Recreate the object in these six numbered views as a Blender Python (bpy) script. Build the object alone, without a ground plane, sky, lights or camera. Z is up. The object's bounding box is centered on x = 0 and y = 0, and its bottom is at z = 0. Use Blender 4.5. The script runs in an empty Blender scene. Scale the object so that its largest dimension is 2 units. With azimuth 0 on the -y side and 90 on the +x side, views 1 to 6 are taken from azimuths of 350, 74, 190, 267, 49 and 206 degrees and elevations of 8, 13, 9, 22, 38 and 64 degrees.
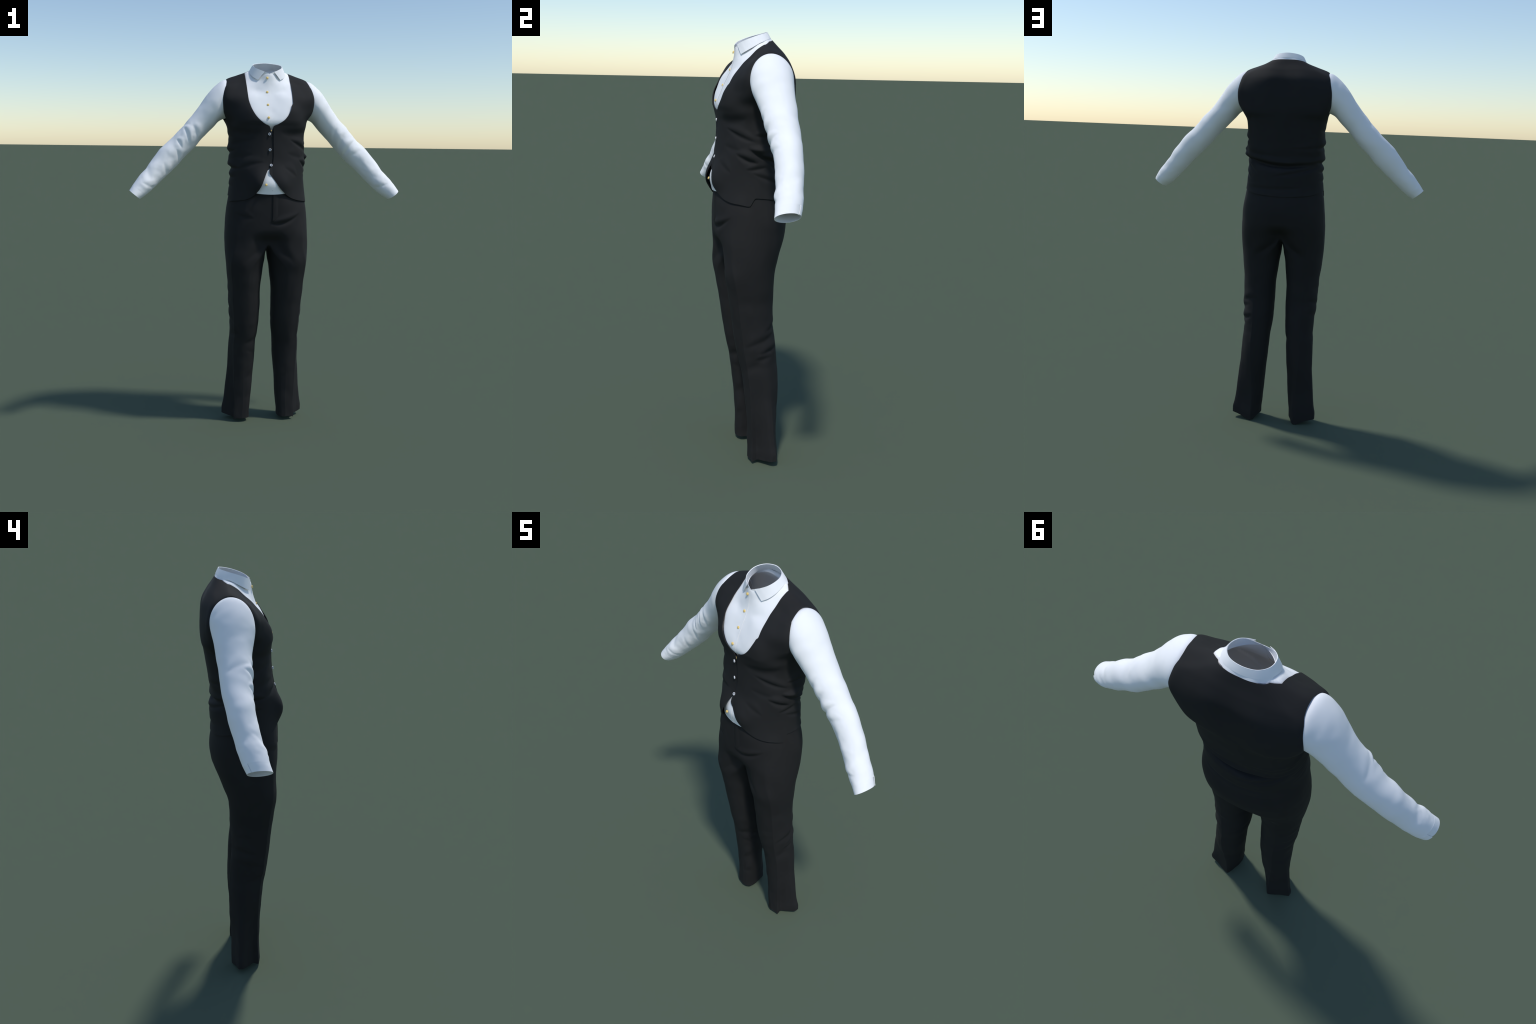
"""Formal outfit worn by nobody: white shirt, black waistcoat, black trousers.

Every garment is a cloth shell.  The torso is a smooth surface spanned by rings of
control points (front, side, back); shirt and waistcoat are offsets of it, trimmed
along their necklines, armholes and hems.  Sleeves and trouser legs are lofts with
folds and pressed creases worked in.
"""
import bpy
import math
import numpy as np
from mathutils import Vector, noise

PI = math.pi
TAU = 2 * PI


# ------------------------------------------------------------------ helpers
def smooth(x, a, b):
    t = np.clip((np.asarray(x, float) - a) / (b - a), 0, 1)
    return t * t * (3 - 2 * t)


def bump(x, c, w):
    return np.exp(-((np.asarray(x, float) - c) / w) ** 2)


def table(pairs):
    """Smooth (monotone cubic) reading of a short profile given as (position, value)."""
    p = np.array(sorted(pairs), float)
    xs, ys = p[:, 0], p[:, 1]
    d = np.diff(ys) / np.diff(xs)
    m = np.zeros(len(xs))
    m[0], m[-1] = d[0], d[-1]
    for i in range(1, len(xs) - 1):
        m[i] = 0 if d[i - 1] * d[i] <= 0 else 2 * d[i - 1] * d[i] / (d[i - 1] + d[i])

    def read(x):
        x = np.clip(np.asarray(x, float), xs[0], xs[-1])
        i = np.clip(np.searchsorted(xs, x) - 1, 0, len(xs) - 2)
        h = xs[i + 1] - xs[i]
        t = (x - xs[i]) / h
        return ((2 * t ** 3 - 3 * t ** 2 + 1) * ys[i] + (t ** 3 - 2 * t ** 2 + t) * h * m[i]
                + (-2 * t ** 3 + 3 * t ** 2) * ys[i + 1] + (t ** 3 - t ** 2) * h * m[i + 1])
    return read


def catmull(P, t, closed=False):
    """Catmull-Rom through P (n, ...) at positions t in index units."""
    P = np.asarray(P, float)
    n = len(P)
    t = np.asarray(t, float)
    if closed:
        i = np.floor(t).astype(int)
        f = t - i
        q = [P[(i + k) % n] for k in (-1, 0, 1, 2)]
    else:
        i = np.clip(np.floor(t).astype(int), 0, n - 2)
        f = t - i
        ext = np.concatenate([[2 * P[0] - P[1]], P, [2 * P[-1] - P[-2]]])
        q = [ext[i + k] for k in (0, 1, 2, 3)]
    f = f.reshape(f.shape + (1,) * (P.ndim - 1))
    a, b, c, d = q
    return 0.5 * (2 * b + (c - a) * f + (2 * a - 5 * b + 4 * c - d) * f ** 2 + (3 * b - a - 3 * c + d) * f ** 3)


def fbm(P, scale, seed, octaves=3):
    off = Vector((seed * 7.13, seed * 3.71, seed * 1.37))
    return np.array([noise.fractal(Vector(p) * scale + off, 1.0, 2.0, octaves) for p in P.reshape(-1, 3)]).reshape(P.shape[:-1])


def grid_faces(nr, nc, closed=False, flip=False):
    F = []
    for r in range(nr - 1):
        for c in range(nc if closed else nc - 1):
            c2 = (c + 1) % nc
            q = (r * nc + c, r * nc + c2, (r + 1) * nc + c2, (r + 1) * nc + c)
            F.append(q[::-1] if flip else q)
    return F


def vertex_normals(V, F):
    N = np.zeros_like(V)
    T = np.array([t for f in F for t in ([f[:3]] if len(f) == 3 else [(f[0], f[1], f[2]), (f[0], f[2], f[3])])])
    cr = np.cross(V[T[:, 1]] - V[T[:, 0]], V[T[:, 2]] - V[T[:, 0]])
    for k in range(3):
        np.add.at(N, T[:, k], cr)
    return N / np.maximum(np.linalg.norm(N, axis=1, keepdims=True), 1e-12)


def clip(V, N, F, keep):
    """Trim a surface where keep < 0, cutting faces exactly along keep == 0."""
    nv, nn, nf, index, cutpt = [], [], [], {}, {}

    def old(i):
        if i not in index:
            index[i] = len(nv)
            nv.append(V[i])
            nn.append(N[i])
        return index[i]

    def cut(i, j):
        k = (min(i, j), max(i, j))
        if k not in cutpt:
            t = keep[k[0]] / (keep[k[0]] - keep[k[1]])
            t = min(max(t, 0.02), 0.98)
            cutpt[k] = len(nv)
            nv.append(V[k[0]] * (1 - t) + V[k[1]] * t)
            nn.append(N[k[0]] * (1 - t) + N[k[1]] * t)
        return cutpt[k]

    for f in F:
        s = [keep[i] > 0 for i in f]
        if all(s):
            nf.append(tuple(old(i) for i in f))
        elif any(s):
            for tri in ([f] if len(f) == 3 else [(f[0], f[1], f[2]), (f[0], f[2], f[3])]):
                out = []
                for a, b in zip(tri, tri[1:] + tri[:1]):
                    if keep[a] > 0:
                        out.append(old(a))
                    if (keep[a] > 0) != (keep[b] > 0):
                        out.append(cut(a, b))
                if len(out) >= 3:
                    nf.append(tuple(out))
    nn = np.array(nn)
    nn /= np.maximum(np.linalg.norm(nn, axis=1, keepdims=True), 1e-12)
    return np.array(nv), nn, nf


def cloth(name, V, N, F, material, parent=None, thick=0.002, edge_material=None):
    """Make a cloth object: outer face, inner face and a rim round every open border."""
    n = len(V)
    edges = {}
    for f in F:
        for a, b in zip(f, f[1:] + f[:1]):
            edges[(a, b)] = 1
    rim = [(a, b) for (a, b) in edges if (b, a) not in edges]
    verts = [*V, *(V - N * thick)]
    norms = [*N, *(-N)]
    faces = list(F) + [tuple(i + n for i in reversed(f)) for f in F]
    mats = [0] * len(faces)
    for a, b in rim:
        k = len(verts)
        quad = [V[b], V[a], V[a] - N[a] * thick, V[b] - N[b] * thick]
        nr = np.cross(quad[1] - quad[0], quad[3] - quad[0])
        nr = nr / max(np.linalg.norm(nr), 1e-12)
        verts += quad
        norms += [nr] * 4
        faces.append((k, k + 1, k + 2, k + 3))
        mats.append(1 if edge_material else 0)
    me = bpy.data.meshes.new(name)
    me.from_pydata([tuple(v) for v in verts], [], faces)
    me.materials.append(material)
    if edge_material:
        me.materials.append(edge_material)
        me.polygons.foreach_set("material_index", mats)
    me.polygons.foreach_set("use_smooth", [True] * len(faces))
    me.normals_split_custom_set_from_vertices([tuple(v) for v in norms])
    ob = bpy.data.objects.new(name, me)
    bpy.context.scene.collection.objects.link(ob)
    ob.parent = parent
    return ob


def fold(u, v, u0, u1, v0, v1, sag, amp, width):
    """Cloth fold: a groove along the line (u0,v0)-(u1,v1), overhung by a roll above it."""
    t = (u - u0) / (u1 - u0)
    line = v0 + (v1 - v0) * t + sag * 4 * t * (1 - t)
    win = np.sin(np.clip(t * .92 + .04, 0, 1) * PI) ** 1.1
    s = (v - line) / (width * (.55 + .75 * win))
    return amp * win * (1.0 * np.exp(-((s - 1.05) / .85) ** 2) - .95 * np.exp(-(s / .48) ** 2) + .2 * np.exp(-((s + 1.2) / .8) ** 2))


# ---------------------------------------------------------------- materials
def cloth_material(name, colour, rough, weave, weave_strength, tone=0.06, sheen=0.0):
    m = bpy.data.materials.new(name)
    m.use_nodes = True
    nt = m.node_tree
    b = nt.nodes["Principled BSDF"]
    b.inputs["Roughness"].default_value = rough
    b.inputs["Specular IOR Level"].default_value = 0.25
    b.inputs["Sheen Weight"].default_value = sheen
    b.inputs["Sheen Roughness"].default_value = 0.5
    co = nt.nodes.new("ShaderNodeTexCoord")
    nz = nt.nodes.new("ShaderNodeTexNoise")
    nz.inputs["Scale"].default_value = 9.0
    nz.inputs["Detail"].default_value = 4.0
    nt.links.new(co.outputs["Object"], nz.inputs["Vector"])
    ramp = nt.nodes.new("ShaderNodeValToRGB")
    ramp.color_ramp.elements[0].position = 0.3
    ramp.color_ramp.elements[1].position = 0.7
    ramp.color_ramp.elements[0].color = (*[c * (1 - tone) for c in colour], 1)
    ramp.color_ramp.elements[1].color = (*[min(c * (1 + tone), 1) for c in colour], 1)
    nt.links.new(nz.outputs["Fac"], ramp.inputs["Fac"])
    nt.links.new(ramp.outputs["Color"], b.inputs["Base Color"])
    if weave:
        th = nt.nodes.new("ShaderNodeTexNoise")
        th.inputs["Scale"].default_value = weave
        th.inputs["Detail"].default_value = 2.0
        nt.links.new(co.outputs["Object"], th.inputs["Vector"])
        bp = nt.nodes.new("ShaderNodeBump")
        bp.inputs["Strength"].default_value = weave_strength
        bp.inputs["Distance"].default_value = 0.001
        nt.links.new(th.outputs["Fac"], bp.inputs["Height"])
        nt.links.new(bp.outputs["Normal"], b.inputs["Normal"])
    return m


M_SHIRT = cloth_material("white_cotton", (0.985, 0.985, 0.985), 0.85, 700, 0.05, 0.012)
M_VEST = cloth_material("black_wool", (0.0186, 0.0187, 0.0192), 0.8, 900, 0.12, 0.08)
M_LINING = cloth_material("waistcoat_edge", (0.03, 0.028, 0.028), 0.8, 900, 0.1, 0.08)
M_TROUSER = cloth_material("charcoal_wool", (0.0182, 0.0178, 0.0182), 0.8, 900, 0.12, 0.08)
M_GOLD = cloth_material("amber_button", (1.0, 0.69, 0.24), 0.6, 0, 0, 0.06)
M_PEARL = cloth_material("pearl_button", (0.78, 0.78, 0.80), 0.3, 0, 0, 0.02)
M_SLATE = cloth_material("button_core", (0.07, 0.085, 0.13), 0.5, 0, 0, 0.05)
M_HOLE = cloth_material("buttonhole_thread", (0.02, 0.02, 0.025), 0.8, 0, 0, 0.05)

# -------------------------------------------------------------- torso surface
# lower rings: height, half width, front depth, back depth, squareness of front and back
LOWER = [(1.20, .2180, -.150, .172, 2.5, 2.2), (1.25, .2150, -.153, .168, 2.3, 2.2), (1.30, .2095, -.156, .163, 2.1, 2.2),
         (1.34, .2055, -.159, .166, 2.0, 2.2), (1.38, .2020, -.157, .165, 2.0, 2.2), (1.42, .2005, -.152, .151, 2.0, 2.3),
         (1.46, .2040, -.145, .154, 2.0, 2.5), (1.50, .2060, -.140, .160, 2.0, 2.8), (1.54, .2065, -.137, .163, 2.0, 2.9),
         (1.58, .2055, -.136, .167, 2.0, 3.0), (1.62, .2070, -.137, .171, 2.1, 3.1), (1.655, .214, -.141, .176, 2.3, 3.1)]
# upper rings: nine points from front centre round the side to back centre
UPPER = [
    [(0, -.144, 1.69), (.100, -.138, 1.69), (.166, -.104, 1.69), (.212, -.040, 1.69), (.225, .045, 1.69),
     (.220, .122, 1.69), (.182, .164, 1.69), (.100, .181, 1.69), (0, .180, 1.69)],
    [(0, -.126, 1.74), (.105, -.126, 1.74), (.182, -.092, 1.74), (.240, -.043, 1.735), (.246, .045, 1.73),
     (.243, .129, 1.735), (.197, .163, 1.74), (.100, .183, 1.74), (0, .181, 1.74)],
    [(0, -.097, 1.80), (.098, -.100, 1.80), (.188, -.083, 1.80), (.248, -.052, 1.795), (.262, .045, 1.795),
     (.250, .134, 1.795), (.205, .158, 1.80), (.100, .179, 1.80), (0, .176, 1.80)],
    [(0, -.075, 1.85), (.082, -.065, 1.85), (.168, -.053, 1.85), (.236, -.037, 1.85), (.250, .045, 1.86),
     (.239, .121, 1.85), (.188, .145, 1.855), (.095, .167, 1.86), (0, .165, 1.86)],
    [(0, -.064, 1.90), (.065, -.045, 1.89), (.138, -.016, 1.888), (.212, -.008, 1.886), (.222, .045, 1.903),
     (.214, .105, 1.888), (.160, .125, 1.898), (.085, .140, 1.906), (0, .143, 1.903)],
    [(0, -.059, 1.922), (.052, -.036, 1.917), (.094, .000, 1.923), (.135, .030, 1.928), (.160, .052, 1.928),
     (.145, .085, 1.926), (.115, .106, 1.931), (.065, .117, 1.937), (0, .120, 1.936)],
    [(0, -.056, 1.930), (.042, -.035, 1.932), (.071, -.005, 1.938), (.084, .022, 1.946), (.088, .045, 1.952),
     (.086, .067, 1.958), (.073, .086, 1.962), (.044, .097, 1.966), (0, .101, 1.967)],
]


def lower_ring(z, a, yf, yb, ef, eb):
    out = []
    ym = 0.5 * (yf + yb)
    for k in range(16):
        p = k * PI / 8
        s, c = math.sin(p), math.cos(p)
        e = ef if c > .01 else eb if c < -.01 else 2.4
        x = a * math.copysign(abs(s) ** (2 / e), s) if abs(s) > 1e-9 else 0.0
        w = abs(c) ** (2 / e) if abs(c) > 1e-9 else 0.0
        y = ym + (yf - ym) * w if c > 0 else ym + (yb - ym) * w
        out.append((x, y, z))
    return out


NET = np.array([lower_ring(*r) for r in LOWER] + [r + [(-x, y, z) for x, y, z in r[-2:0:-1]] for r in UPPER])


def torso(phi, rows):
    """Surface points on the grid rows x phi (phi 0 = front centre, pi/2 = +x side)."""
    R = catmull(NET, rows)                                   # rows, 16, 3
    return np.swapaxes(catmull(np.swapaxes(R, 0, 1), phi / (PI / 8), closed=True), 0, 1)


def torso_panel(p0, p1, np_, r0, r1, nr, offset):
    phi, rows = np.linspace(p0, p1, np_), np.linspace(r0, r1, nr)
    P = torso(phi, rows)
    V = P.reshape(-1, 3)
    F = grid_faces(nr, np_)
    N = vertex_normals(V, F)
    PH = np.repeat(phi[None], nr, 0).ravel()
    V = V + N * offset(PH, V)[:, None]
    return V, vertex_normals(V, F), F, PH


# ------------------------------------------------------------------- root
root = bpy.data.objects.new("formal_outfit", None)
bpy.context.scene.collection.objects.link(root)
root["label"] = "white dress shirt, black waistcoat and black trousers standing empty"
root["category"] = "clothing outfit"

# ------------------------------------------------------------------ waistcoat
VEST_FOLDS = [  # angle from, to, height from, to, sag, depth, width
    (.55, 1.40, 1.582, 1.530, -.006, .0058, .017), (.45, 1.00, 1.512, 1.490, -.004, .0022, .020),
    (.90, 1.55, 1.474, 1.438, -.006, .0072, .016), (1.25, 2.15, 1.496, 1.432, -.004, .0100, .016),
    (.36, .80, 1.438, 1.392, -.002, .0024, .020), (1.25, 1.80, 1.408, 1.420, -.003, .0030, .013),
    (1.40, 2.10, 1.556, 1.545, 0, .0060, .015), (1.75, 3.45, 1.458, 1.408, -.006, .0085, .020), (2.70, 4.60, 1.418, 1.444, -.016, .0080, .018), (2.05, 3.10, 1.488, 1.462, -.004, .0030, .018),
    (3.00, 4.60, 1.360, 1.436, -.004, .0065, .018), (1.70, 2.50, 1.456, 1.372, -.004, .0042, .015),
    (4.10, 5.15, 1.508, 1.526, 0, .0075, .018), (4.05, 5.35, 1.441, 1.432, -.002, .0090, .018),
    (4.30, 5.20, 1.388, 1.384, 0, .0040, .014), (1.45, 2.20, 1.390, 1.340, 0, .0042, .015),
    (5.30, 6.10, 1.430, 1.464, .004, .0028, .018), (4.95, 5.85, 1.560, 1.588, -.006, .0026, .022),
    (4.25, 5.05, 1.605, 1.600, 0, .0026, .016), (5.05, 5.80, 1.488, 1.506, -.004, .0018, .020),
    (2.00, 3.70, 1.300, 1.305, -.012, .0028, .016), (.25, 1.15, 1.622, 1.630, -.016, .0045, .036),
    (5.15, 6.00, 1.630, 1.622, -.016, .0040, .036), (4.35, 5.05, 1.338, 1.336, 0, .0025, .012),
    (3.30, 4.60, 1.505, 1.530, -.006, .0028, .016),
]
neck_p = table([(1.625, .003), (1.655, .012), (1.664, .032), (1.690, .070), (1.725, .096), (1.755, .109), (1.768, .1125), (1.776, .1195),
                (1.80, .1195), (1.85, .1205), (1.95, .121), (2.0, .121)])
neck_m = table([(1.625, .001), (1.655, .012), (1.664, .032), (1.690, .066), (1.725, .094), (1.760, .110), (1.80, .119),
                (1.85, .1205), (1.95, .121), (2.0, .121)])


def neckline(x, y, z):
    """Positive inside the waistcoat's open neck."""
    gap = np.where(x > 0, neck_p(z), neck_m(z)) - np.abs(x)
    return np.minimum(gap, .101 - .050 * (x / .1185) ** 2 - y)


def vest_offset(ph, V):
    z = V[:, 2]
    d = np.full(len(V), .0005)
    d += .0010 * smooth(z, 1.34, 1.26)
    for f in VEST_FOLDS:
        d += fold(ph, z, *f)
    t = np.clip((ph - 1.75) / 2.75, 0, 1)                                    # deep tuck round the back of the waist
    d -= .0085 * np.sin(t * PI) ** .7 * bump(z, 1.450 - .012 * t - .088 * t * (1 - t) + .006 * np.sin(9 * t), .010)
    d += 0.0015 * fbm(V, 9.0, 4.0, 2) * smooth(z, 1.9, 1.7)
    d += np.where(V[:, 0] < 0, .027 * bump(z, 1.360, .066), .016 * bump(z, 1.358, .058)) * bump(np.abs(V[:, 0]), .062, .048) * (V[:, 1] < 0)   # fronts flare open at the hem
    d += .005 * bump(z, 1.735, .035) * bump(np.abs(V[:, 0]), .112, .035) * (V[:, 1] < 0)  # neckline stands off the chest
    d += .011 * bump(ph, 1.60, .22) * bump(z, 1.500, .013) + .006 * bump(ph, 1.75, .25) * bump(z, 1.470, .012)  # pinched side seam
    # the +x front lies over the -x front at the button line
    d += 0.0022 * (1 - smooth(ph, 0.0, 0.45)) - 0.0028 * smooth(ph, TAU - 0.25, TAU - 0.02)
    return d


V, N, F, PH = torso_panel(-0.075, TAU + 0.11, 380, 0.35, 17.9, 250, vest_offset)
x, y, z = V.T
plus = PH < PI
flap_p = table([(1.250, .215), (1.258, .190), (1.264, .155), (1.273, .122), (1.287, .094), (1.307, .069), (1.333, .042),
                (1.370, .016), (1.396, -.003), (1.412, -.012), (1.425, -.012), (1.445, -.002), (1.47, .009), (1.52, .012), (1.70, .008)])
flap_m = table([(1.250, .230), (1.258, .195), (1.262, .170), (1.269, .133), (1.284, .105), (1.302, .083), (1.342, .058),
                (1.376, .044), (1.416, .026), (1.436, .012), (1.450, -.012), (1.47, -.03), (1.70, -.03)])
hem = table([(0, 1.247), (.9, 1.250), (1.05, 1.258), (1.31, 1.251), (1.49, 1.287), (1.9, 1.279), (2.5, 1.262), (PI, 1.253)])
keep = -np.minimum(neckline(x, y, z), (z - 1.60) * 3)
front = np.where(plus, x - flap_p(z), -x - flap_m(z))
keep = np.where((z < 1.66) & (y < 0), np.minimum(keep, front), keep)
keep = np.minimum(keep, z - hem(np.minimum(np.abs(PH), np.abs(TAU - PH))))
up = z > 1.798
ey = np.where(up, 1.8, 2.1)
arm = ((np.abs(y - .044) / .096) ** ey + (np.abs(z - 1.798) / np.where(up, .112, .110)) ** ey - 1) * .09
arm = np.maximum(arm, table([(1.60, .19), (1.82, .19), (1.845, .230), (1.87, .227), (1.89, .222), (1.905, .218), (2.0, .24)])(z) - np.abs(x))
keep = np.minimum(keep, arm)
vest = cloth("waistcoat", *clip(V, N, F, keep), M_VEST, root, 0.0030, M_LINING)


# ------------------------------------------------------------------ shirt body
def shirt_offset(ph, V):
    y, z = V[:, 1], V[:, 2]
    x = V[:, 0]
    edge = neckline(x, y, z)
    inside = smooth(edge, -.014, -.005) * smooth(z, 1.62, 1.64)
    hem_open = smooth(z, 1.44, 1.42) * smooth(-y, .05, .10) * smooth(-np.abs(x), -.13, -.10)
    d = -.0042 - .009 * (1 - np.maximum(inside, hem_open)) + .0042 * smooth(z, 1.89, 1.93) * smooth(edge, 0, .006)
    d -= .014 * smooth(z, 1.668, 1.635) * smooth(z, 1.43, 1.46)
    d -= .026 * bump(z, 1.43, .06) * smooth(y, -.10, -.04)                    # clear of the waistcoat's tucks
    d += .014 * bump(z, 1.352, .05) * np.exp(-(x / .070) ** 2) * (y < 0)
    d += .0020 * fbm(V, 14.0, 11.0, 2) * smooth(z, 1.93, 1.85)
    d += fold(ph, z, .12, .75, 1.835, 1.875, -.004, .0022, .026) + fold(TAU - ph, z, .12, .75, 1.835, 1.875, -.004, .0018, .026)
    # buttoned side (-x) lies on top
    d += .0006 * smooth(ph, TAU - .3, TAU) - .0012 * (1 - smooth(ph, -.02, .2))
    return d


V, N, F, PH = torso_panel(-.06, TAU + .002, 260, 1.2, 17.98, 150, shirt_offset)
keep = V[:, 2] - (1.297 + .9 * V[:, 0] ** 2)
shirt = cloth("shirt", *clip(V, N, F, keep), M_SHIRT, root, 0.0007)

# ---------------------------------------------------------------------- collar
top_c = np.array([(0, .085, 2.000), (.044, .075, 1.996), (.070, .050, 1.989), (.079, .018, 1.979), (.071, -.018, 1.965),
                  (.050, -.041, 1.953), (.026, -.055, 1.942)])
low_c = np.array([(0, .0985, 1.974), (.052, .0890, 1.971), (.085, .062, 1.962), (.0960, .028, 1.9475), (.0945, -.002, 1.930),
                  (.082, -.029, 1.9135), (.061, -.047, 1.9005)])
base_c = np.array([(0, .103, 1.961), (.047, .0995, 1.960), (.087, .069, 1.954), (.0895, .038, 1.946), (.078, .002, 1.936),
                   (.046, -.035, 1.929), (.001, -.058, 1.926)])


def both_sides(C):
    return np.concatenate([(C * (-1, 1, 1))[:0:-1], C])


def strip(name, a, b, bulge, thick, out_sign, nu=120, nv=9):
    t = np.linspace(0, len(a) - 1, nu)
    A, B = catmull(a, t), catmull(b, t)
    w = np.linspace(0, 1, nv)[:, None, None]
    P = A[None] * (1 - w) + B[None] * w
    mid = P.mean(0)
    out = mid * (1, 1, 0) - np.array([0, .025, 0])
    out /= np.linalg.norm(out, axis=1, keepdims=True)
    P = P + (out[None] * np.sin(w * PI) * bulge)
    V = P.reshape(-1, 3)
    F = grid_faces(nv, nu)
    N = vertex_normals(V, F)
    if (N.reshape(nv, nu, 3)[nv // 2] * out).sum() * out_sign < 0:
        F = grid_faces(nv, nu, flip=True)
        N = vertex_normals(V, F)
    return cloth(name, V, N, F, M_SHIRT, shirt, thick)


strip("collar", both_sides(top_c), both_sides(low_c), .0004, .0016, 1)
stand_top = np.concatenate([top_c[:-1] - (0, 0, .0012), [(.001, -.0565, 1.932)]])
stand_top[:, :2] *= .985
strip("collar_stand", both_sides(stand_top), both_sides(base_c), .0, .0012, 1)

# --------------------------------------------------------------------- sleeves
# (top x, z), (bottom x, z), front y, back y
SLEEVE = [((.192, 1.890), (.205, 1.702), -.028, .116), ((.234, 1.8985), (.236, 1.695), -.048, .137),
          ((.282, 1.864), (.262, 1.681), -.051, .133), ((.325, 1.816), (.286, 1.654), -.043, .125),
          ((.368, 1.753), (.315, 1.624), -.031, .120), ((.408, 1.703), (.346, 1.593), -.027, .116),
          ((.460, 1.646), (.387, 1.547), -.023, .110), ((.514, 1.587), (.437, 1.494), -.020, .103),
          ((.568, 1.536), (.489, 1.443), -.023, .093), ((.632, 1.454), (.547, 1.387), -.035, .077),
          ((.692, 1.380), (.613, 1.323), -.054, .057), ((.719, 1.345), (.652, 1.289), -.064, .043),
          ((.7415, 1.312), (.686, 1.267), -.074, .029)]
SLEEVE_FOLDS = {  # angle from, to, station from, to, sag, depth, width
    1: [(.8, 3.0, 6.75, 6.95, .1, .0055, .22), (1.1, 2.7, 5.85, 6.3, .1, .0024, .26), (1.1, 2.5, 4.9, 5.4, .1, .0020, .30),
        (.8, 2.2, 7.7, 7.2, 0, .0022, .30), (-.7, .8, 9.2, 9.5, 0, .0018, .34), (.8, 2.4, 9.3, 9.6, 0, .0020, .28),
        (-.9, .7, 6.5, 6.0, 0, .0016, .34), (1.2, 2.8, 10.2, 9.9, 0, .0022, .26)],
    -1: [(.55, 1.95, 5.90, 6.25, .1, .0052, .22), (.85, 1.75, 6.80, 6.90, .05, .0046, .18), (1.5, 2.6, 7.3, 7.8, .1, .0030, .22),
         (1.1, 2.3, 5.3, 5.6, .1, .0026, .28), (1.5, 2.6, 8.5, 8.9, 0, .0028, .24), (-.6, .9, 6.0, 5.5, 0, .0018, .30),
         (.3, 1.7, 9.2, 9.7, 0, .0022, .30), (1.2, 2.8, 10.2, 9.9, 0, .0022, .26), (-.8, .5, 9.6, 9.2, 0, .0018, .30)],
}


def tube(specs, side, s, theta, folds=(), lump=0.0, grow=0.0, seed=0.0, cut=None):
    """Loft through flattened rings; theta 0 = upper edge, pi/2 = front, pi = lower edge."""
    top = np.array([(r[0][0], 0, r[0][1]) for r in specs])
    bot = np.array([(r[1][0], 0, r[1][1]) for r in specs])
    yy = np.array([(r[2], r[3]) for r in specs])
    T, B, Y = catmull(top, s), catmull(bot, s), catmull(yy, s)
    C, H = (T + B) / 2, (T - B) / 2
    C[:, 1], hy = Y.mean(1), (Y[:, 1] - Y[:, 0]) / 2
    e = 1.98
    ct, st = np.cos(theta), np.sin(theta)
    cu = np.sign(ct) * np.abs(ct) ** (2 / e)
    su = np.sign(st) * np.abs(st) ** (2 / e)
    P = C[:, None] + H[:, None] * cu[None, :, None]
    P[..., 1] -= hy[:, None] * su[None]
    out = P - C[:, None]
    out /= np.linalg.norm(out, axis=2, keepdims=True)
    S, TH = np.meshgrid(s, theta, indexing="ij")
    THw = np.where(TH > 5.3, TH - TAU, TH)
    d = np.full(S.shape, float(grow))
    for f in folds:
        d += fold(THw, -S, f[0], f[1], -f[2], -f[3], f[4], f[5], f[6])
    if lump:
        d += lump * fbm(P * (1, .8, 1), 11.0, seed, 2) * smooth(S, .6, 2.5)
        rumple = smooth(S, 4.0, 5.5) * bump(TH, 1.7, .9) + .7 * bump(S, 9.9, .8)
        d += .42 * lump * fbm(P, 25.0, seed + 3, 2) * rumple * (1 - smooth(S, 11.0, 11.6))
    P = P + out * d[..., None]
    P[..., 0] *= side
    return P


for side in (1, -1):
    nt_, ns = 120, 230
    th = np.linspace(0, TAU, nt_, endpoint=False)
    s = np.linspace(0, 11.03, ns)
    P = tube(SLEEVE, side, s, th, SLEEVE_FOLDS[side], .0036, 0, 21.0 + side)
    V = P.reshape(-1, 3)
    F = grid_faces(ns, nt_, closed=True, flip=(side == 1))
    N = vertex_normals(V, F)
    sleeve = cloth("sleeve", V, N, F, M_SHIRT, shirt, .0014)
    # cuff: band whose upper end laps over the lower end at the back
    tc = np.linspace(-1.05, TAU - 1.05 + .28, 110)
    sc = np.linspace(11.0, 12, 26)
    C0 = tube(SLEEVE, side, sc, np.mod(tc, TAU), SLEEVE_FOLDS[side], .0036, 0, 21.0 + side)
    lap = .0026 * (1 - smooth(tc, -1.05, -.3)) - .0016 * smooth(tc, TAU - 1.7, TAU - 1.0) + .0004
    V = C0.reshape(-1, 3)
    F = grid_faces(len(sc), len(tc), flip=(side == 1))
    N = vertex_normals(V, F)
    V = V + N * (lap[None] * smooth(sc, 10.98, 11.2)[:, None]).ravel()[:, None]
    cloth("cuff", V, vertex_normals(V, F), F, M_SHIRT, shirt, .0016)

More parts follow.
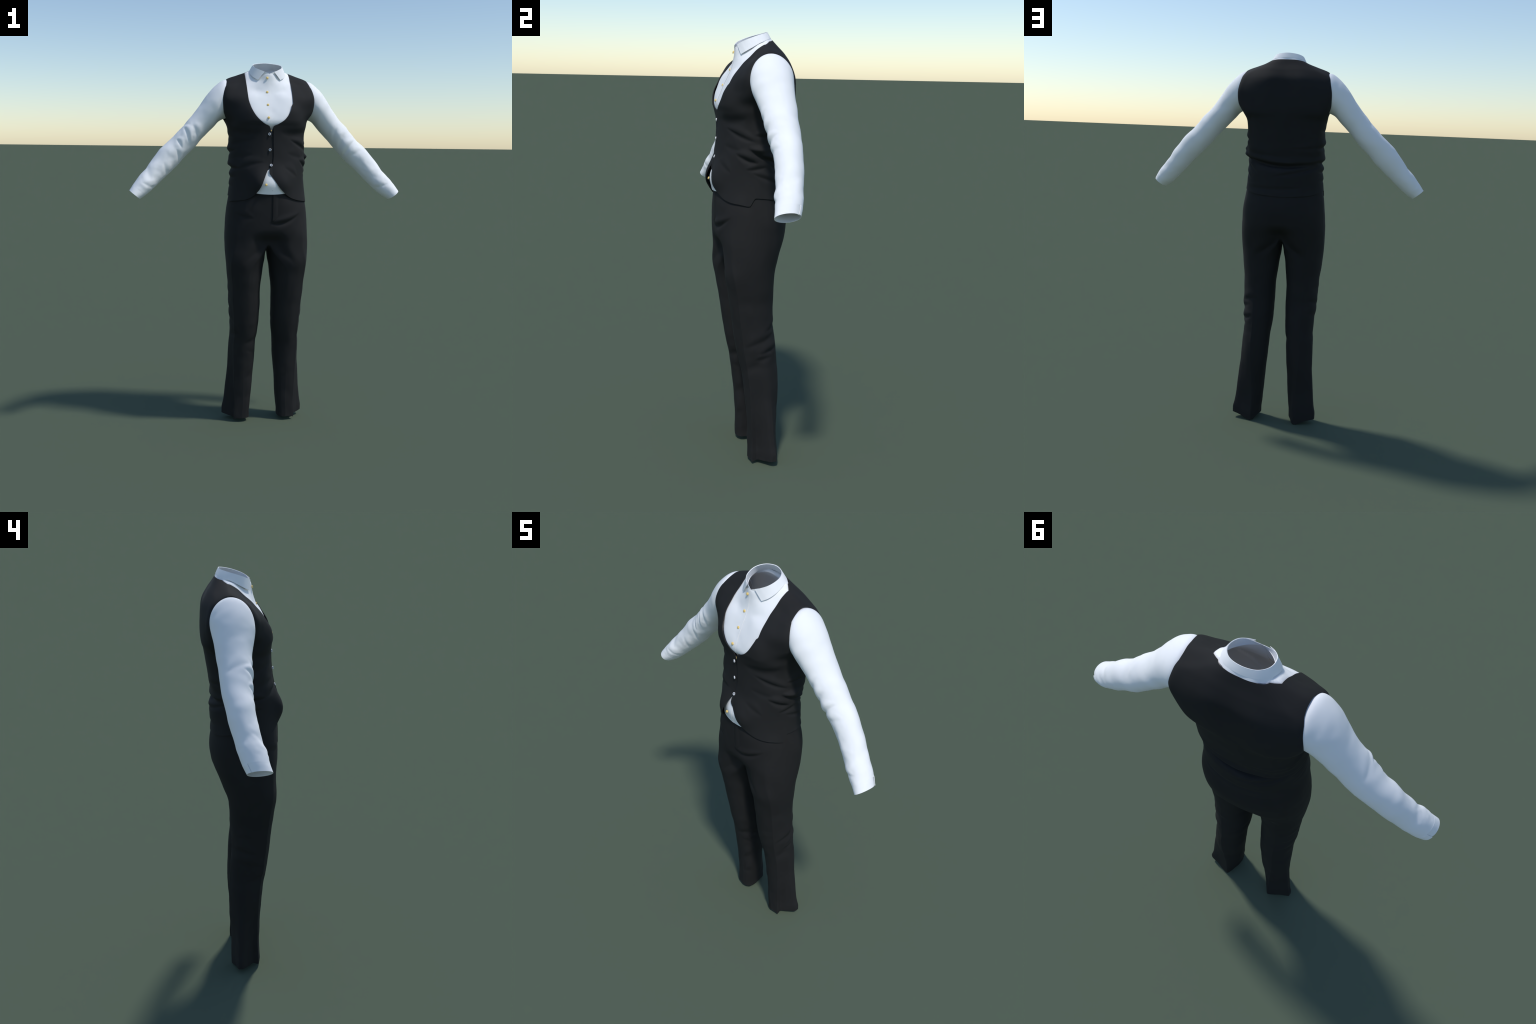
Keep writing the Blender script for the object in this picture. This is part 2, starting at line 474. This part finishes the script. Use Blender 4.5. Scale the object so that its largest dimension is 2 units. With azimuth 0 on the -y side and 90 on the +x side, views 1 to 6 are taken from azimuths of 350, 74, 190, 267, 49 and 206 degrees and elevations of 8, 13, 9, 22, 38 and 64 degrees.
# --------------------------------------------------------------------- buttons
def lathe(name, profile, material, parent, place, normal, n=28):
    V, F = [], []
    for r, h in profile:
        V += [(r * math.cos(TAU * k / n), r * math.sin(TAU * k / n), h) for k in range(n)]
    for j in range(len(profile) - 1):
        F += [(j * n + k, j * n + (k + 1) % n, (j + 1) * n + (k + 1) % n, (j + 1) * n + k) for k in range(n)]
    F.append(tuple((len(profile) - 1) * n + k for k in range(n)))
    F.append(tuple(reversed(range(n))))
    me = bpy.data.meshes.get(name + "_shape")
    if me is None:
        me = bpy.data.meshes.new(name + "_shape")
        me.from_pydata(V, [], F)
        me.materials.append(material)
        me.polygons.foreach_set("use_smooth", [True] * len(F))
        me.set_sharp_from_angle(angle=math.radians(40))
    ob = bpy.data.objects.new(name, me)
    bpy.context.scene.collection.objects.link(ob)
    ob.parent = parent
    ob.location = place
    ob.rotation_mode = "QUATERNION"
    ob.rotation_quaternion = Vector((0, 0, 1)).rotation_difference(Vector(normal))
    return ob


GOLD_PROFILE = [(.0056, -.0030), (.0065, -.0022), (.0064, -.0008), (.0052, .0006), (.0030, .0013), (.0008, .0015)]
for place in ((-.013, -.0640, 1.910), (-.015, -.0790, 1.835), (-.016, -.1115, 1.767), (-.017, -.1440, 1.700), (-.004, -.1330, 1.631),
              (-.015, -.1460, 1.417), (-.031, -.1715, 1.350)):
    lathe("shirt_button", GOLD_PROFILE, M_GOLD, shirt, place, (.10, -1, .30))

RIM_PROFILE = [(.0046, -.004), (.0067, -.0034), (.0074, -.0012), (.0072, .0004), (.0063, .0012), (.0050, .0011), (.0036, -.0004), (.0030, -.0006)]
CORE_PROFILE = [(.0034, -.0010), (.0033, -.0002), (.0030, .0001), (.0015, .0002)]
for place, nrm in (((-.0115, -.1395, 1.614), (-.35, -1, -.02)), ((-.0085, -.1420, 1.532), (-.50, -1, -.02)),
                   ((-.0025, -.1500, 1.452), (-.02, -1, .45))):
    lathe("waistcoat_button", RIM_PROFILE, M_PEARL, vest, place, nrm)
    lathe("button_core", CORE_PROFILE, M_SLATE, vest, place, nrm)

# -------------------------------------------------------------------- trousers
hip_a = table([(.96, .2270), (1.0, .2290), (1.04, .2295), (1.08, .2285), (1.12, .2260), (1.16, .2238), (1.20, .2200), (1.25, .2132), (1.31, .2025)])
hip_f = table([(.96, -.135), (1.0, -.137), (1.04, -.139), (1.08, -.143), (1.12, -.147), (1.16, -.149), (1.20, -.150), (1.25, -.1505), (1.31, -.1500)])
hip_b = table([(.94, .116), (.96, .127), (1.0, .143), (1.04, .156), (1.08, .168), (1.12, .175), (1.16, .179), (1.20, .176), (1.25, .166), (1.31, .155)])
# legs: height, inner |x|, outer |x|, front y, back y
LEG = [(1.00, .000, .228, -.139, .138), (.96, .007, .2265, -.136, .120), (.92, .0145, .2235, -.129, .107), (.86, .019, .218, -.115, .103),
       (.80, .0265, .211, -.106, .102), (.74, .031, .2085, -.097, .102), (.68, .031, .2045, -.088, .102), (.62, .033, .201, -.079, .109),
       (.58, .0345, .1985, -.072, .114), (.54, .038, .1955, -.063, .1185), (.50, .0425, .195, -.054, .1215), (.46, .046, .199, -.045, .125),
       (.42, .049, .201, -.039, .128), (.38, .0515, .2025, -.033, .1305), (.32, .056, .2045, -.026, .131), (.26, .061, .208, -.019, .130),
       (.20, .0655, .212, -.0145, .130), (.14, .070, .217, -.011, .132), (.08, .0745, .223, -.010, .135), (.03, .0795, .229, -.010, .138), (-.02, .081, .229, -.010, .138)]
leg_i, leg_o, leg_f, leg_b = (table([(r[0], r[k]) for r in LEG]) for k in (1, 2, 3, 4))
crease_fx = table([(.0, .171), (.2, .167), (.34, .163), (.44, .157), (.55, .148), (.74, .148), (1.0, .150)])
crease_bx = table([(.0, .124), (.25, .115), (.48, .109), (.63, .106), (1.0, .110)])

TROUSER_FOLDS = {1: [(.9, 2.7, .590, .650, .0, .0040, .024), (1.5, 2.9, .560, .590, -.006, .0050, .018), (.5, 1.8, .46, .53, 0, .0020, .030),
                     (1.9, 3.2, .665, .690, 0, .0030, .020), (1.3, 2.3, .528, .540, 0, .0035, .018),
                     (3.4, 5.2, .57, .60, 0, .0015, .024), (5.2, 6.2, .22, .27, 0, .0015, .03)],
                 -1: [(.4, 1.7, .52, .50, .004, .0030, .026), (.9, 2.6, .58, .62, 0, .0025, .026), (1.3, 2.6, .655, .690, 0, .0035, .022),
                      (1.3, 2.4, .745, .755, 0, .0020, .020), (5.1, 6.3, .49, .46, 0, .0025, .026), (3.5, 5.2, .45, .48, 0, .0025, .026),
                      (4.9, 6.1, .39, .42, 0, .0022, .026), (5.1, 6.2, .30, .25, 0, .0022, .03), (5.2, 6.1, .17, .13, 0, .0020, .03)]}


def cusp(a, b, w):
    d = np.abs((a - b + PI) % TAU - PI)
    return np.exp(-d / w)


# trouser bottom seen from above: pressed creases front and back, a sharp outer corner
HEM = [(0, .125, -.010), (.50, .158, -.005), (.75, .173, .001), (.92, .169, .024), (1.30, .199, .054), (1.72, .231, .086), (1.92, .230, .104),
       (2.4, .176, .121), (2.95, .122, .138), (3.4, .101, .108), (4.05, .085, .075), (4.71, .081, .045), (5.4, .086, .012), (5.9, .103, -.004), (TAU, .125, -.010)]
HEM_P, HEM_X, HEM_Y = np.array(HEM).T
hem_x, hem_y = table([(p, a) for p, a, b in HEM]), table([(p, b) for p, a, b in HEM])


def leg_section(side, z, psi):
    """Leg cross-section; psi 0 = front, pi/2 = outer side, pi = back."""
    xi, xo, yf, yb = leg_i(z), leg_o(z), leg_f(z), leg_b(z)
    cx, cy, hx, hy = (xi + xo) / 2, (yf + yb) / 2, (xo - xi) / 2, (yb - yf) / 2
    s, c = np.sin(psi), np.cos(psi)
    e = 2.05 + .45 * smooth(z, .55, .95) * smooth(c, -.2, .4) * smooth(s, -.2, .2)       # thighs are square in front
    e = e - .40 * smooth(z, .72, .92) * smooth(-s, .0, .3) * smooth(c, -.1, .3)                                   # and round between
    px = np.sign(s) * np.abs(s) ** (2 / e)
    py = -np.sign(c) * np.abs(c) ** (2 / e)
    low = smooth(z, .85, .2)
    k = (.035 * low + .070) * cusp(psi, .75 + .1 * smooth(z, .3, .8), .17) * smooth(z, 1.12, .95) - .015
    k = k + (.055 * low + .018) * cusp(psi, 2.95, .19) * smooth(z, .98, .8)
    k = k - .05 * low * bump(psi, 1.25, .35)
    w = smooth(z, .54, -.02) ** 1.25
    hx_ = (.4 * np.interp(psi, HEM_P, HEM_X) + .6 * hem_x(psi) - .155) / .074
    hy_ = (.4 * np.interp(psi, HEM_P, HEM_Y) + .6 * hem_y(psi) - .064) / .074
    X, Y = px * (1 + k) * (1 - w) + hx_ * w, py * (1 + k) * (1 - w) + hy_ * w
    return side * (cx + hx * X), cy + hy * Y


def hem_height(psi):
    return .019 - .019 * bump(psi, 2.95, .55) + .010 * bump(psi, 1.85, .5) + .004 * bump(psi, 4.3, .8) - .008 * bump(psi, .75, .14)


NO, NI = 150, 84
po = np.linspace(0, PI, NO)                       # outer half, front to back
pi_ = np.linspace(PI, TAU, NI + 2)[1:-1]          # inner half, back to front
Z0 = 1.034
hip_z = np.linspace(1.306, Z0, 66)
verts, faces, part = [], [], []


def hip_point(side, z, psi):
    a, yf, yb = hip_a(z), hip_f(z), hip_b(z)
    ym = .5 * (yf + yb)
    s, c = np.sin(psi), np.cos(psi)
    e = np.where(c > 0, 2.4 + (.4 * smooth(z, 1.2, 1.06) - .4 * smooth(z, 1.2, 1.3)) * np.minimum(c * 4, 1), 2.4 - .25 * np.minimum(-c * 4, 1))
    w = np.abs(c) ** (2 / e)
    y = np.where(c > 0, ym + (yf - ym) * w, ym + (yb - ym) * w)
    groove = smooth(z, 1.112, Z0)
    y = y + (.044 * groove ** 1.6 * np.exp(-(psi / .20) ** 2) - .064 * groove ** 1.5 * np.exp(-((psi - PI) / .21) ** 2))
    k = .008 * np.exp(-np.abs(psi - .82) / .16) * smooth(z, 1.17, 1.04)
    return side * a * np.maximum(s, 0) ** (2 / e) * (1 + .0), y - k


def add(P):
    verts.extend(map(tuple, P))
    return np.arange(len(verts) - len(P), len(verts))


# hips: closed rings from +x front centre round the back and home along -x
ring_psi = np.concatenate([po, po[-2:0:-1]])
ring_side = np.concatenate([np.ones(NO), -np.ones(NO - 2)])
prev = None
for z in hip_z:
    X, Y = hip_point(1.0, z, ring_psi)
    ids = add(np.stack([X * ring_side, Y, np.full_like(X, z)], 1))
    if prev is not None:
        n = len(ids)
        for c in range(n):
            faces.append((prev[c], ids[c], ids[(c + 1) % n], prev[(c + 1) % n]))
            part.append(0)
    prev = ids
half = {1: prev[:NO], -1: np.concatenate([[prev[0]], prev[:NO - 1:-1], [prev[NO - 1]]])}
# crotch seam: arch between front and back centre shared by both legs
ring_last = np.array([verts[i] for i in prev])
yf0, yb0 = ring_last[0, 1], ring_last[NO - 1, 1]
w = np.linspace(0, 1, NI + 2)[1:-1]
seam_y = yb0 + (yf0 - yb0) * w
seam = add(np.stack([np.zeros(NI), seam_y, .998 + (Z0 - .998) * np.abs(2 * w - 1) ** 2.2], 1))
leg_z = np.concatenate([np.linspace(1.024, .96, 10), np.linspace(.952, 0.0, 168)])
for side in (1, -1):
    ring = np.concatenate([half[side], seam])
    psi = np.concatenate([po, pi_])
    start = np.array([verts[i] for i in ring])
    prev = ring
    for j, z in enumerate(leg_z):
        t = (Z0 - z) / (Z0 - .86)
        X, Y = leg_section(side, z, psi)
        hz = hem_height(psi)
        Zr = np.full_like(X, z) + hz * smooth(z, .16, 0.0)
        X2, Y2 = hip_point(side, max(z, .96), np.minimum(psi, PI))
        m = smooth(t, 0, 1)
        mo = smooth(t, 0.0, .75)
        X[:NO] = X2[:NO] * (1 - mo) + X[:NO] * mo
        Y[:NO] = Y2[:NO] * (1 - mo) + Y[:NO] * mo
        # inner half drops from the seam
        X[NO:] = start[NO:, 0] * (1 - m) + X[NO:] * m + side * .008 * (1 - m) * smooth(t, 0, .10)
        Y[NO:] = start[NO:, 1] * (1 - m) + Y[NO:] * m
        Zr[NO:] = Zr[NO:] + (start[NO:, 2] - Z0) * (1 - m)
        d = np.zeros_like(X)
        for f in TROUSER_FOLDS[side]:
            d += fold(psi, np.full_like(psi, z), *f)
        P = np.stack([X, Y, Zr], 1)
        cx, cy = side * (leg_i(z) + leg_o(z)) / 2, (leg_f(z) + leg_b(z)) / 2
        o = np.stack([X - cx, Y - cy, np.zeros_like(X)], 1)
        o /= np.linalg.norm(o, axis=1, keepdims=True)
        d += .0026 * fbm(P * (1, 1, .7), 13.0, 40 + side, 2) * smooth(z, .95, .75)
        ids = add(P + o * d[:, None])
        n = len(ids)
        for c in range(n):
            q = (prev[c], ids[c], ids[(c + 1) % n], prev[(c + 1) % n])
            faces.append(q if side == 1 else q[::-1])
            part.append(side)
        prev = ids

V = np.array(verts)
# ease the cloth where hips and legs meet
E = np.array([(a, b) for f in faces for a, b in zip(f, f[1:] + f[:1])])
deg = np.bincount(E.ravel(), minlength=len(V))[:, None]
free = (smooth(V[:, 2], .80, .93) * smooth(V[:, 2], 1.14, 1.06))[:, None]
for _ in range(14):
    acc = np.zeros_like(V)
    np.add.at(acc, E[:, 0], V[E[:, 1]])
    np.add.at(acc, E[:, 1], V[E[:, 0]])
    V += (acc / deg - V) * .5 * free
# front: folds that hang from the fly and the hip pockets
N = vertex_normals(V, faces)
x, y, z = V.T
d = np.zeros(len(V))
fr = smooth(-y, .02, .09)
for f in ((.00, .16, 1.142, 1.190, -.020, .0065, .017), (-.19, -.09, 1.190, 1.170, -.006, .0022, .018)):
    d += fold(x, z, *f) * fr
d += .0020 * smooth(x, .0, .02) * (1 - smooth(x, .05, .12)) * fr * smooth(z, 1.12, 1.17)
d += fold(np.arctan2(np.abs(x), 1 * -y), z, 2.2, 3.5, .952, .945, 0, .0022, .024) * smooth(y, .02, .08)
d += .0014 * fbm(V, 10.0, 51.0, 2) * smooth(z, .93, 1.0)
V = V + N * d[:, None]
N = vertex_normals(V, faces)
lift = -V[:, 2].min()


def pick(want):
    fs = [f for f, p in zip(faces, part) if p == want]
    ids = sorted({i for f in fs for i in f})
    m = {i: k for k, i in enumerate(ids)}
    return V[ids], N[ids], [tuple(m[i] for i in f) for f in fs]


trousers = cloth("trousers", *pick(0), M_TROUSER, root, .0018)
for side in (1, -1):
    cloth("trouser_leg", *pick(side), M_TROUSER, trousers, .0018)

# fly: flap laid over the front, free edge towards -x
fx = np.linspace(0, 1, 30)
fz = np.linspace(0, 1, 60)
P = np.zeros((60, 30, 3))
for j, b in enumerate(fz):
    zz = 1.293 - .143 * b
    xx = .0105 - .003 * smooth(b, .75, 1) + .036 * fx * (1 - .55 * smooth(b, .8, 1))
    a, yf, yb = hip_a(zz), hip_f(zz), hip_b(zz)
    ym = .5 * (yf + yb)
    sy = (1 - (xx / a) ** 2.4) ** (1 / 2.4)
    P[j] = np.stack([xx, ym + (yf - ym) * sy - (.0052 - .0045 * smooth(fx, .3, 1)) + .0035 * smooth(b, .93, 1), np.full(30, zz)], 1)
V_ = P.reshape(-1, 3)
F_ = grid_faces(60, 30, flip=True)
N_ = vertex_normals(V_, F_)
if N_[:, 1].mean() > 0:
    F_ = grid_faces(60, 30)
    N_ = vertex_normals(V_, F_)
cloth("fly", V_, N_, F_, M_TROUSER, trousers, .003)

# small buttonhole near the shirt hem
lathe("buttonhole", [(.0010, -.001), (.0012, .0), (.0008, .0006)], M_HOLE, shirt, (.004, -.1680, 1.318), (0, -1, -.2))
